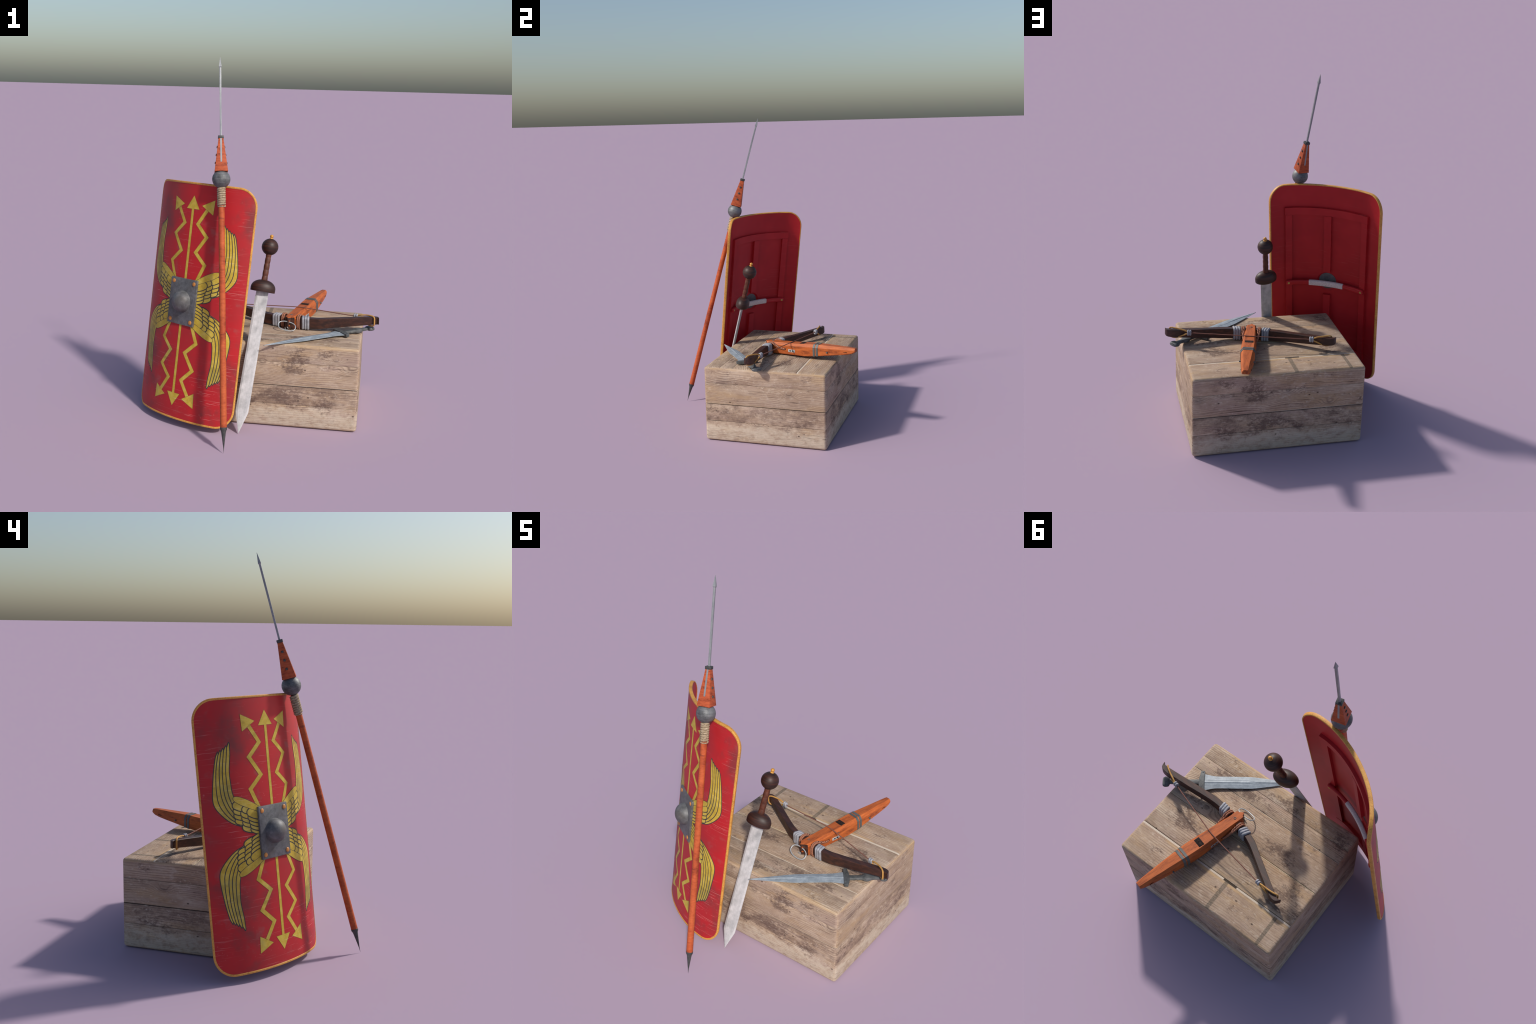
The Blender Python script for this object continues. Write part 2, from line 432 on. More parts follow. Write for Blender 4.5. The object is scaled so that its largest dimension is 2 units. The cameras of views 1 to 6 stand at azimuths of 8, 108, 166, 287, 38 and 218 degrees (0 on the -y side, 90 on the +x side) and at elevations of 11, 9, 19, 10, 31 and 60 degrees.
def sheet_into(bm, outline, off0, off1, holes=(), step=0.014, tstep=0.0):
    """flat outline (s, t), optional holes, cut into strips, given depth and bent"""
    w = bmesh.new()
    edges = []
    for loop in (outline, *holes):
        vs = [w.verts.new((p[0], p[1], 0)) for p in loop]
        edges += [w.edges.new((vs[i], vs[(i + 1) % len(vs)])) for i in range(len(vs))]
    bmesh.ops.triangle_fill(w, edges=edges, use_beauty=True, use_dissolve=False)
    lo, hi = min(p[0] for p in outline), max(p[0] for p in outline)
    n0, n1 = math.ceil(lo / step), math.floor(hi / step)
    for i in range(n0, n1 + 1):
        bmesh.ops.bisect_plane(w, geom=w.verts[:] + w.edges[:] + w.faces[:], dist=1e-6, plane_co=(i * step, 0, 0), plane_no=(1, 0, 0))
    for f in w.faces:
        if f.normal.z < 0: f.normal_flip()
    base = list(w.faces)
    front = {v: bm.verts.new(bend(v.co.x, v.co.y, off0)) for v in w.verts}
    back = {v: bm.verts.new(bend(v.co.x, v.co.y, off1)) for v in w.verts}
    for f in base:
        q = [front[v] for v in f.verts]
        try:
            bm.faces.new(q)
            bm.faces.new([back[v] for v in reversed(f.verts)])
        except ValueError: pass
    for e in w.edges:
        if len(e.link_faces) == 1:
            a, b = e.verts
            try: bm.faces.new((front[a], front[b], back[b], back[a]))
            except ValueError: pass
    w.free()

def sheet(name, outline, off0, off1, **k):
    bm = bmesh.new()
    sheet_into(bm, outline, off0, off1, **k)
    return finish(bm, name, weld=False)

def inset(pts, d):
    """move a closed outline outwards by d (inwards if negative)"""
    n = len(pts)
    area = sum(pts[i][0] * pts[(i + 1) % n][1] - pts[(i + 1) % n][0] * pts[i][1] for i in range(n))
    g = 1 if area > 0 else -1
    out = []
    for i in range(n):
        a, b, c = Vector(pts[i - 1][:2]), Vector(pts[i][:2]), Vector(pts[(i + 1) % n][:2])
        u, v = (b - a), (c - b)
        if u.length < 1e-9 or v.length < 1e-9:
            out.append(tuple(b)); continue
        u.normalize(); v.normalize()
        n1, n2 = Vector((u.y, -u.x)), Vector((v.y, -v.x))
        m = n1 + n2
        m = n1 if m.length < 1e-6 else m.normalized()
        cosv = max(m.dot(n1), 0.45)
        out.append(tuple(b + m * (g * d / cosv)))
    return out

# -- paint and other shield materials
def scratched(k, c, pale, amt=0.7):
    """thin pale strokes, mostly level, gathered in worn places"""
    worn = k.noise(k.scale(k.pos, (3.2, 3.2, 3.2), loc=(1.3, 0, 2.2)), 1.0, 3, 0.6)
    worn = k.step(worn, 0.40, 0.64)
    x, y, z = k.split(k.pos)
    low = k.mul(k.step(z, -0.25, -0.55), 0.35)
    worn = k.math("ADD", worn, low, clamp=True)
    tot = None
    for rot, st, th in ((0.08, (4.0, 4.0, 320), 0.71), (-0.16, (6, 6, 360), 0.725), (0.03, (2.2, 2.2, 300), 0.715), (0.5, (9, 9, 330), 0.745), (-0.8, (10, 10, 330), 0.75)):
        n = k.noise(k.scale(k.pos, st, rot=(0, rot, 0)), 1.0, 2, 0.5)
        f = k.step(n, th - 0.04, th + 0.02)
        tot = f if tot is None else k.math("MAXIMUM", tot, f)
    chips = k.noise(k.pos, 55, 4, 0.75)
    tot = k.math("MAXIMUM", tot, k.mul(k.step(chips, 0.62, 0.74), 0.5))
    return k.mix(k.mul(k.mul(tot, worn), amt), c, pale), tot

def grime(k, c, dirt, lo=0.56, hi=0.74, amt=0.6, sc=3.6):
    a = k.noise(k.scale(k.pos, (sc, sc, sc), loc=(4.1, 2.0, 0.6)), 1.0, 5, 0.6)
    return k.mix(k.step(a, lo, hi, 0, amt), c, dirt)

k = Nodes("worn_red_paint")
a = k.noise(k.scale(k.pos, (1, 1, 1), loc=(.4, 2.2, .15)), 3.2, 4, 0.58)
c = k.ramp(a, [(0.32, (0.33, 0.021, 0.023)), (0.48, (0.41, 0.0135, 0.018)), (0.66, (0.49, 0.0125, 0.0165))])
c = grime(k, c, (0.13, 0.035, 0.034), lo=0.52, hi=0.70, amt=0.7)
c = grime(k, c, (0.27, 0.075, 0.07), lo=0.58, hi=0.72, amt=0.5, sc=9.0)
c, sc_ = scratched(k, c, (0.72, 0.33, 0.30))
mat_red = k.done(c, 0.5, bump=sc_, bstr=0.08, bdist=0.0005, spec=0.35)

k = Nodes("worn_yellow_paint")
a = k.noise(k.pos, 22, 5, 0.65)
c = k.ramp(a, [(0.3, (0.41, 0.27, 0.025)), (0.5, (0.55, 0.385, 0.042)), (0.72, (0.62, 0.48, 0.10))])
c = grime(k, c, (0.20, 0.19, 0.055), lo=.50, hi=.68, amt=0.6)
c, sc_ = scratched(k, c, (0.80, 0.70, 0.48), 0.6)
mat_yellow = k.done(c, 0.5, spec=0.35)

k = Nodes("emblem_outline"); mat_line = k.done((0.045, 0.043, 0.042), 0.55, spec=0.3)
k = Nodes("emblem_thin_outline"); mat_line2 = k.done((0.13, 0.07, 0.03), 0.55, spec=0.3)

k = Nodes("golden_edge_wood")
a = k.noise(k.pos, 260, 3, 0.7)
b = k.noise(k.pos, 30, 4, 0.6)
c = k.ramp(k.add(k.mul(a, 0.65), k.mul(b, 0.35)), [(0.36, (0.33, 0.13, 0.02)), (0.5, (0.60, 0.28, 0.05)), (0.66, (0.70, 0.37, 0.075))])
mat_edge = k.done(c, 0.55, bump=a, bstr=0.2, bdist=0.0008)

k = Nodes("grimy_boss_steel")
a = k.noise(k.scale(k.pos, (1, 1, 1), loc=(.3, .1, .7)), 18, 6, .68)
b = k.noise(k.pos, 70, 4, .7)
d = k.noise(k.pos, 8, 3, .6)
c = k.ramp(k.add(k.mul(a, .6), k.mul(b, .4)), [(.34, (.062, .062, .063)), (.48, (.105, .106, .109)), (.62, (.165, .165, .168))])
c = k.mix(k.step(d, .5, .68, 0, .55), c, (.085, .068, .055))
mat_steel = k.done(c, k.add(.42, k.mul(a, .25)), .15, bump=b, bstr=.12, bdist=.0008)
mat_copper = worn_metal("copper_rivet", (0.46, 0.17, 0.035), (0.58, 0.24, 0.05), rough=0.45, metal=0.1)
mat_brass = worn_metal("dull_brass_rivet", (0.36, 0.25, 0.05), (0.5, 0.36, 0.09), rough=0.5, metal=0.1)
k = Nodes("pale_linen_wrap")
x, y, z = k.split(k.pos)
w = k.math("SINE", k.mul(x, 1250.0))
w2 = k.noise(k.pos, 140, 3, 0.6)
c = k.mix(k.step(k.add(k.mul(w, .35), k.mul(w2, 2.0)), 0.4, 1.6), (0.50, 0.405, 0.375), (0.74, 0.645, 0.60))
mat_linen = k.done(c, 0.9, bump=w2, bstr=0.3, bdist=0.0008, spec=0.1)

# -- body with the hand hole, and the edge band
outline = [(p[0], p[1]) for p in rounded_rect(SW - .004, SH - .004, SR - .004, 14)]
hand_hole = [(0.0660 * math.cos(2 * PI * i / 40), 0.0660 * math.sin(2 * PI * i / 40)) for i in range(40)]
hole = [(0.0595 * math.cos(2 * PI * i / 40), 0.0595 * math.sin(2 * PI * i / 40)) for i in range(40)]
k = Nodes("deep_red_back_paint")
a = k.noise(k.pos, 4.5, 4, 0.6)
c = k.ramp(a, [(0.3, (0.36, 0.010, 0.014)), (0.55, (0.42, 0.0125, 0.017)), (0.75, (0.46, 0.018, 0.022))])
c, sc_ = scratched(k, c, (0.60, 0.16, 0.15), 0.4)
mat_back = k.done(c, 0.5, bump=sc_, bstr=0.06, bdist=0.0005, spec=0.3)
o = put("shield_board", sheet("shield_board", outline, 0.0, ST, holes=[hand_hole], step=0.012), shield, mat_red, 40)
# exact sheet normals so that the curved paint shades evenly
me = o.data
nrm = []
for p in me.polygons:
    for li in p.loop_indices:
        co = me.vertices[me.loops[li].vertex_index].co
        # recover s from x by search on the arc table
        ax = abs(co.x)
        lo, hi = 0, STEPS
        while hi - lo > 1:
            m = (lo + hi) // 2
            if _px[m] < ax: lo = m
            else: hi = m
        s_ = lo * _h * (1 if co.x >= 0 else -1)
        nn = bend_normal(s_)
        d = p.normal.dot(nn)
        nrm.append(nn if d > 0.8 else (-nn if d < -0.8 else p.normal))
me.materials.append(mat_back)
for p in me.polygons:
    if p.normal.y > 0.1 or Vector((p.center.x, 0, p.center.z)).length < .0675:
        p.material_index = 1
me.normals_split_custom_set([tuple(v) for v in nrm])

band = []
path = []
base = rounded_rect(SW, SH, SR, 12)
n = len(base)
for i in range(n):
    a, b = Vector(base[i]), Vector(base[(i + 1) % n])
    m = max(1, int((b - a).length / 0.02))
    path += [tuple(a.lerp(b, j / m)) for j in range(m)]
n = len(path)
sec = [(0.0, 0.0005), (0.0005, -0.0010), (0.0020, -0.0018), (0.0100, -0.0018), (0.0110, -0.0008), (0.0062, 0.0158), (0.0054, 0.0168), (0.0020, 0.0164), (0.0005, 0.0150), (0.0, 0.0134)]
for i in range(n):
    a, b, c = Vector(path[i - 1]), Vector(path[i]), Vector(path[(i + 1) % n])
    t = (c - a).normalized()
    nin = Vector((-t.y, t.x))
    band.append([bend(b.x + nin.x * d, b.y + nin.y * d, off) for d, off in sec])
put("edge_band", loft("edge_band", band, closed=True), shield, mat_edge, 50)

# -- painted arrows: three up, three down
arrows_y, arrows_l = bmesh.new(), bmesh.new()
def stroke(pts, w):
    L, R = [], []
    for i, p in enumerate(pts):
        p = Vector(p)
        u = (p - Vector(pts[i - 1])).normalized() if i else (Vector(pts[1]) - p).normalized()
        v = (Vector(pts[i + 1]) - p).normalized() if i + 1 < len(pts) else u
        n1, n2 = Vector((-u.y, u.x)), Vector((-v.y, v.x))
        m = (n1 + n2).normalized()
        m *= w / max(m.dot(n1), .4)
        L.append(tuple(p + m)); R.append(tuple(p - m))
    return L + R[::-1]

zig_shaft = [(-.072, .105), (-.1200, .2145), (-.0525, .2770), (-.1140, .3655), (-.0475, .4310), (-.0995, .5100)]
zig_head = [(-.143, .5690), (-.0645, .5320), (-.139, .4885)]
mid_shaft = [(0.002, .105), (0.002, .510)]
mid_head = [(0.002, .581), (-.043, .5095), (.047, .5095)]
for v in (1, -1):
    for shaft, head, flips in ((zig_shaft, zig_head, (1, -1)), (mid_shaft, mid_head, (1,))):
        for h in flips:
            name_y = bmesh.new()
            S = [(h * p[0], v * p[1]) for p in shaft]
            H = [(h * p[0], v * p[1]) for p in head]
            wd = 0.0098 if len(S) > 2 else 0.0078
            ol = bmesh.new()
            sheet_into(ol, stroke(S, wd + .0011), -.00030, .002)
            sheet_into(ol, inset(H, .0011), -.00036, .002)
            put("arrow_outline", finish(ol, "arrow_outline", weld=False), shield, mat_line2, 30)
            sheet_into(name_y, stroke(S, wd), -.00060, .002)
            sheet_into(name_y, H, -.00070, .002)
            put("arrow", finish(name_y, "arrow", weld=False), shield, mat_yellow, 30)

# -- painted wings: five long feathers, a shoulder bar and three rows of coverts, mirrored four ways
V_ = lambda *p: [(a / 1000, b / 1000) for a, b in p]
ribs = [V_((-279, 390), (-285, 374), (-297, 319), (-307, 254), (-312.5, 205), (-312, 168), (-300, 137), (-268, 98), (-229, 66), (-182, 45)),
        V_((-269, 392), (-274, 376), (-286, 318), (-292, 252), (-292, 210), (-288, 170), (-272, 132), (-240, 91), (-212, 70), (-180, 54)),
        V_((-255, 401), (-260, 380), (-271, 316), (-274, 250), (-273, 210), (-266, 173), (-249, 131), (-224, 95), (-206, 80), (-180, 64)),
        V_((-241, 409), (-246, 382), (-256, 315), (-258, 249), (-256, 210), (-250, 178), (-234, 138), (-212, 106), (-200, 95), (-184, 84)),
        V_((-225, 421), (-230, 385), (-240, 313), (-240, 246), (-238, 210), (-233, 185), (-222, 152), (-208, 124), (-200, 114), (-190, 104)),
        V_((-210, 437), (-213, 385), (-223, 311), (-221, 244), (-218, 212), (-213, 192), (-208, 166), (-201, 145), (-196, 135), (-188, 124))]
pieces = []
for i in range(5):
    a = catmull([(*p, 0) for p in ribs[i]], 3)
    b = catmull([(*p, 0) for p in ribs[i + 1]], 3)
    tip = (a[0] + b[0]) / 2 + Vector((0.0025, 0.0135, 0))
    t2 = b[0] * .75 + a[0] * .25 + Vector((0.0015, 0.0105, 0))
    out = [(tip.x, tip.y), (t2.x, t2.y)] + [(p.x, p.y) for p in b] + [(p.x, p.y) for p in reversed(a)]
    pieces.append(out)

def covert(l, r, w, droop=0.35):
    """rounded feather end at l, running to r, w wide"""
    l, r = Vector(l), Vector(r)
    u = (r - l); L = u.length; u.normalize()
    nrm = Vector((-u.y, u.x))
    out = []
    for i in range(13):          # round end
        t = PI / 2 + PI * i / 12
        out.append(l + u * (w * 0.5 + w * 0.5 * math.cos(t) * 1.0) + nrm * (w * .5 * math.sin(t)))
    m = 5
    low = [l + u * (w * .5 + (L - w * .5) * j / m) - nrm * (w * .5 - droop * w * (j / m) ** 2) for j in range(1, m + 1)]
    up = [l + u * (w * .5 + (L - w * .5) * j / m) + nrm * (w * .5 + droop * w * .6 * (j / m) ** 2) for j in range(m, 0, -1)]
    return [tuple(p) for p in out + low + up]

rowA = [((-213, 84), (-165, 56), 33), ((-217, 109), (-165, 78), 33), ((-219, 131), (-165, 100), 33), ((-220, 158), (-160, 118), 37)]
rowB = [((-178, 51), (-120, 14), 38), ((-175, 70), (-125, 40), 33), ((-178, 92), (-125, 58), 33), ((-181, 115), (-125, 78), 35), ((-174, 133), (-130, 104), 33)]
rowC = [((-135, 33), (-80, 0), 31), ((-136, 50), (-80, 18), 32), ((-140, 72), (-80, 36), 33), ((-145, 93), (-80, 54), 35), ((-148, 117), (-80, 72), 39)]
for row in (rowA, rowB, rowC):
    for l, r, w in row:
        pieces.append(covert((l[0] / 1000, l[1] / 1000), (r[0] / 1000, r[1] / 1000), w / 1000))
bar = catmull([(*p, 0) for p in V_((-217, 181), (-211, 189), (-183, 185), (-134, 162), (-80, 128), (-66, 112), (-78, 102), (-110, 114), (-148, 131), (-188, 151), (-213, 170))], 4, closed=True)
pieces.append([(p.x, p.y) for p in bar])

for v in (1, -1):
    for h in (1, -1):
        for i, pc in enumerate(pieces):
            P = [(h * p[0], v * p[1]) for p in pc]
            lift = -.00030 - .00005 * i
            thick = 0.0021 if i < len(pieces) - 1 else 0.0009
            f = put("feather_outline", sheet("feather_outline", inset(P, thick + (.0009 if i > 4 and i < len(pieces) - 1 else .0002)), lift, .002), shield, mat_line, 30)
            g = put("feather", sheet("feather", inset(P, -thick), lift - .000025, .0015), shield, mat_yellow, 30)

# -- steel boss: thick flat plate, dome (hollow behind), four copper rivets
plate = box("boss_plate_form", (-.0945, -.0065, -.1275), (.0945, .0050, .1275), .0018)
bm = bmesh.new()
out2 = [(p[0], p[1]) for p in rounded_rect(.0945, .1275, .004, 3)]
w = bmesh.new(); edges = []
for loop in (out2, hole):
    vs = [w.verts.new((p[0], 0, p[1])) for p in loop]
    edges += [w.edges.new((vs[i], vs[(i + 1) % len(vs)])) for i in range(len(vs))]
bmesh.ops.triangle_fill(w, edges=edges, use_beauty=True)
fr = {v: bm.verts.new((v.co.x, -.0065, v.co.z)) for v in w.verts}
bk = {v: bm.verts.new((v.co.x, .0060, v.co.z)) for v in w.verts}
for f in w.faces:
    bm.faces.new([fr[v] for v in f.verts]); bm.faces.new([bk[v] for v in reversed(f.verts)])
for e in w.edges:
    if len(e.link_faces) == 1: bm.faces.new((fr[e.verts[0]], fr[e.verts[1]], bk[e.verts[1]], bk[e.verts[0]]))
w.free()
bmesh.ops.recalc_face_normals(bm, faces=bm.faces)
rim = [e for e in bm.edges if len(e.link_faces) == 2 and e.calc_face_angle(0) > 1.2 and all(max(abs(v.co.x) / .0945, abs(v.co.z) / .1275) > .94 and v.co.y < 0 for v in e.verts)]
bmesh.ops.bevel(bm, geom=rim, offset=.0016, segments=2, profile=.5, affect='EDGES')
bpy.data.meshes.remove(plate)
put("boss_plate", finish(bm, "boss_plate"), shield, mat_steel, 35)
prof = [(0.0612, -.0060), (0.0600, -.0078)]
for i in range(1, 13):
    t = PI / 2 * i / 12
    prof.append((0.0590 * math.cos(t), -.0080 - .0505 * math.sin(t)))
inner = [(0.0, -.0545)] + [(0.0550 * math.sin(PI / 2 * i / 10), -.0050 - .0495 * math.cos(PI / 2 * i / 10)) for i in range(1, 11)] + [(0.0585, .0060)]
me = revolve("boss_dome", [(0.0585, .0060), (0.0612, .0)] + prof[:-1] + [(0.0, -.0585)], 48)
m2 = bmesh.new(); m2.from_mesh(me)
m2.free()
for v in me.vertices: v.co = (v.co.x, v.co.z, -v.co.y)
put("boss_dome", me, shield, mat_steel, 40)
k = Nodes("boss_hollow_steel"); a = k.noise(k.pos, 40, 4, .6)
mat_hollow = k.done(k.mix(a, (0.07, 0.085, 0.09), (0.14, 0.15, 0.155)), .6)
me = revolve("boss_hollow", [(0.0592, .0066)] + [(0.0575 * math.cos(PI / 2 * i / 10), .0063 - .012 * math.sin(PI / 2 * i / 10)) for i in range(0, 10)] + [(0, -.0057)], 40)
bm = bmesh.new(); bm.from_mesh(me)
bmesh.ops.delete(bm, geom=[f for f in bm.faces if len(f.verts) > 4], context='FACES_ONLY')
bm.to_mesh(me); bm.free()
for v in me.vertices: v.co = (v.co.x, v.co.z, -v.co.y)
put("boss_hollow", me, shield, mat_hollow, 40)
# red wall of the hand hole, narrowing to the hollow
me = loft("hand_hole_wall", [[(r * math.cos(2 * PI * i / 40), y_, r * math.sin(2 * PI * i / 40)) for i in range(40)] for r, y_ in ((.0675, ST - .0012), (.0655, ST - .0008), (.0570, .0075), (.0556, .0066))], cap0=False, cap1=False)
put("hand_hole_wall", me, shield, mat_back, 40)
riv = revolve("boss_rivet", [(0.0112, .003), (0.0112, -.0005), (0.0104, -.0018), (0.0072, -.0030), (0, -.0036)], 20)
for v in riv.vertices: v.co = (v.co.x, v.co.z, -v.co.y)
for sx in (1, -1):
    for sz in (1, -1):
        put("boss_rivet", riv, shield, mat_copper, 40, (sx * .0735, -.0070, sz * .1055))

# -- back frame: two rails, three posts (the middle one stops at the hand hole), grip
def batten(name, s0, s1, t0, t1, depth):
    out = [(s0, t0), (s1, t0), (s1, t1), (s0, t1)]
    bm = bmesh.new()
    sheet_into(bm, out, ST - .003, ST + depth, step=0.02)
    ed = [e for e in bm.edges if len(e.link_faces) == 2 and e.calc_face_angle(0) > 1.0]
    bmesh.ops.bevel(bm, geom=ed, offset=.0022, segments=2, profile=.5, affect='EDGES')
    return put(name, finish(bm, name, weld=False), shield, mat_back, 40)
batten("cross_rail", -.279, .279, .4600, .5070, .0165)
batten("cross_rail", -.279, .279, -.5070, -.4600, .0165)
for s0, s1 in ((.2325, .277), (-.277, -.2325)):
    batten("upright", s0, s1, -.4588, .4588, .0155)
batten("upright", -.0235, .0235, .0720, .4588, .0175)
batten("upright", -.0235, .0235, -.4588, -.0890, .0175)

GT, GO = -.0035, .0435        # height of the grip bar and how far its middle stands behind the face
def grip_ring(s_, hh, hd, n=4):
    return [bend(s_, GT + p, GO + q) for p, q in rounded_rect(hh, hd, min(hh, hd) * .75, n)]
stations = [-.276, -.2745, -.271, -.266] + [-.26 + .52 * i / 40 for i in range(41)] + [.266, .271, .2745, .276]
rings = []
for s_ in stations:
    e = abs(s_)
    f = 1.0 if e < .266 else math.sqrt(max(1 - ((e - .266) / .0105) ** 2, .12))
    rings.append(grip_ring(s_, .0160 * (.55 + .45 * f), .0095 * (.6 + .4 * f)))
put("grip_bar", loft("grip_bar", rings), shield, mat_back, 40)
rings = []
for i in range(31):
    s_ = -.1185 + .237 * i / 30
    ends = 1.0 if 0 < i < 30 else 0.93
    rings.append(grip_ring(s_, .0178 * ends, .0118 * ends, 5))
put("grip_wrap", loft("grip_wrap", rings), shield, mat_linen, 45)
for g in (1, -1):
    # foot that carries the bar on the upright, and its brass rivet
    pts = [(g * .236, GT - .013), (g * .270, GT - .013), (g * .270, GT + .013), (g * .236, GT + .013)]
    put("grip_foot", sheet("grip_foot", pts, ST, GO - .004), shield, mat_back, 40)
    c0, nv = bend(g * .2595, GT - .0005, GO + .0092), -bend_normal(g * .2595)
    q = nv.to_track_quat('Z', 'Y').to_matrix().to_4x4(); q.translation = c0
    put("grip_rivet", revolve("grip_rivet", [(.0072, -.004), (.0072, .0005), (.004, .0018), (0, .0022)], 16), shield, mat_brass, 40, q)

# ================================================================== SPEAR
spear = thing("throwing_spear", frame((-0.07804, -0.66190, 0.0), (0.974236, 0.224920, 0.016605), (-0.212284, 0.939380, -0.269260), (-0.076160, 0.258798, 0.962924)),
              "long throwing spear with iron shank and orange-red shaft", "spear")
k = Nodes("orange_red_shaft_wood")
x, y, z = k.split(k.pos)
a = k.noise(k.join(k.mul(x, 14), k.mul(y, 14), k.mul(z, 11)), 1.0, 4, .65)
b = k.noise(k.join(k.mul(x, 40), k.mul(y, 40), k.mul(z, 160)), 1.0, 3, .6)
c = k.ramp(k.add(k.mul(a, .7), k.mul(b, .32)), [(.34, (.20, .036, .016)), (.47, (.38, .074, .026)), (.62, (.50, .112, .037))])
d = k.noise(k.join(k.mul(x, 6), k.mul(y, 6), k.mul(z, 30)), 1.0, 3, .7)
c = k.mix(k.step(d, .58, .70, 0, .6), c, (.14, .030, .019))
mat_shaft = k.done(c, .6, spec=.2)
k = Nodes("orange_red_block_wood")
x, y, z = k.split(k.pos)
a = k.noise(k.join(k.mul(x, 22), k.mul(y, 22), k.mul(z, 260)), 1.0, 4, .6)
b = k.noise(k.join(k.mul(x, 28), k.mul(y, 28), k.mul(z, 60)), 1.0, 4, .65)
c = k.ramp(k.add(k.mul(a, .45), k.mul(b, .55)), [(.36, (.16, .031, .016)), (.46, (.36, .072, .028)), (.62, (.48, .106, .040))])
mat_block = k.done(c, .6, spec=.2)
mat_shank = worn_metal("pale_iron_shank", (.21, .222, .235), (.28, .293, .305), rough=.45, metal=.25, blot=9, brush=(40, 40, 8), brush_amt=.06, sc=10)
mat_ball = worn_metal("brushed_iron_ball", (.060, .063, .066), (.190, .195, .20), rough=.55, metal=.3, blot=14, brush=(14, 14, 420), brush_amt=.38)  # base darkened part-way towards the ball's unlit side
mat_black = worn_metal("blackened_iron", (.035, .036, .036), (.07, .07, .068), rough=.55, metal=.2, blot=30, brush=(60, 60, 60), brush_amt=.1)
k = Nodes("hemp_cord")
a = k.noise(k.scale(k.pos, (90, 90, 220)), 1.0, 3, .65)
mat_hemp = k.done(k.ramp(a, [(.35, (.19, .14, .09)), (.55, (.38, .295, .20)), (.7, (.50, .42, .32))]), .9, bump=a, bstr=.5, bdist=.0012, spec=.1)

put("shaft", revolve("shaft", [(.0176, .1285), (.0176, .134)] + [(.0176 - .0016 * i / 20, .134 + 1.24 * i / 20) for i in range(21)], 28), spear, mat_shaft, 40)
put("butt_spike", revolve("butt_spike", [(.0001, 0), (.0022, .028), (.0118, .104), (.0140, .114), (.0172, .120), (.0184, .124), (.0184, .1325), (.0172, .134)], 28), spear, mat_black, 30)
# cord binding below the ball
bm = bmesh.new()
turns = 8
hel = []
for i in range(turns * 22 + 1):
    t = i / 22
    z_ = 1.2805 + t * .0116 if t <= turns else 0
    hel.append((.0170 * math.cos(2 * PI * t), .0170 * math.sin(2 * PI * t), z_))
tube_into(bm, hel, .0064, seg=10, lobes=3, twist=620.0)
put("cord_binding", finish(bm, "cord_binding", weld=False), spear, mat_hemp, 60)
put("cord_end", revolve("cord_end", [(.0165, 1.2735), (.0196, 1.2738), (.0199, 1.2765), (.0192, 1.2785), (.0165, 1.2790)], 28), spear, mat_hemp, 40)
bz = 1.4215
put("ball", revolve("ball", [(0, bz - .0482)] + [(.0482 * math.sin(PI * i / 28), bz - .0482 * math.cos(PI * i / 28)) for i in range(1, 28)] + [(0, bz + .0482)], 40), spear, mat_ball, 60)
b0, b1 = 1.4605, 1.6400
bm = bmesh.new()
loft_into(bm, [[(sx * r, sy * r, z_) for sx, sy in ((1, 1), (-1, 1), (-1, -1), (1, -1))] for r, z_ in ((.0352, b0), (.0126, b1))])
bmesh.ops.bevel(bm, geom=bm.edges[:], offset=.0009, segments=2, profile=.5, affect='EDGES')
put("tapered_block", finish(bm, "tapered_block"), spear, mat_block, 30)
put("collar", box("collar", (-.0152, -.0152, 1.6375), (.0152, .0152, 1.6525), .002), spear, mat_black, 30)
# shank: square bar, with the tang showing in slots on two faces of the block
bm = bmesh.new()
loft_into(bm, [[(sx * r, sy * r, z_) for sx, sy in ((1, 1), (-1, 1), (-1, -1), (1, -1))] for r, z_ in ((.0049, 1.63), (.0050, 1.85), (.0051, 2.022))])
bmesh.ops.bevel(bm, geom=[e for e in bm.edges if abs((e.verts[0].co - e.verts[1].co).z) > .1], offset=.0012, segments=2, profile=.5, affect='EDGES')
put("shank", finish(bm, "shank"), spear, mat_shank, 30)
bm = bmesh.new()
loft_into(bm, [[(sx * r, sy * r, z_) for sx, sy in ((1, 1), (-1, 1), (-1, -1), (1, -1))] for r, z_ in ((.0047, 2.018), (.0074, 2.026), (.0004, 2.0772))])
put("spear_point", finish(bm, "spear_point"), spear, mat_shank, 25)
slope = (.0352 - .0126) / (b1 - b0)
for g in (1, -1):
    za, zb = 1.5095, 1.6400
    ra, rb = .0352 - slope * (za - b0), .0352 - slope * (zb - b0)
    bm = bmesh.new()
    loft_into(bm, [[(sx * .0044, g * (r + d), z_) for sx, d in ((1, -.002), (1, .0008), (-1, .0008), (-1, -.002))] for r, z_ in ((ra, za), (rb, zb))])
    put("tang", finish(bm, "tang"), spear, mat_shank, 20)
    for zc in (1.5080, 1.5505, 1.5925):
        r = .0352 - slope * (zc - b0)
        bm = bmesh.new(); bmesh.ops.create_cube(bm, size=1)
        for v in bm.verts: v.co = Vector((v.co.x * .006, v.co.y * .0115, v.co.z * .0115))
        bmesh.ops.bevel(bm, geom=bm.edges[:], offset=.0022, segments=2, profile=.5, affect='EDGES')
        mt = Matrix.Translation((g * (r + .0012), 0, zc)) @ Matrix.Rotation(-g * math.atan(slope), 4, 'Y')
        put("stud", finish(bm, "stud"), spear, mat_black, 30, mt)

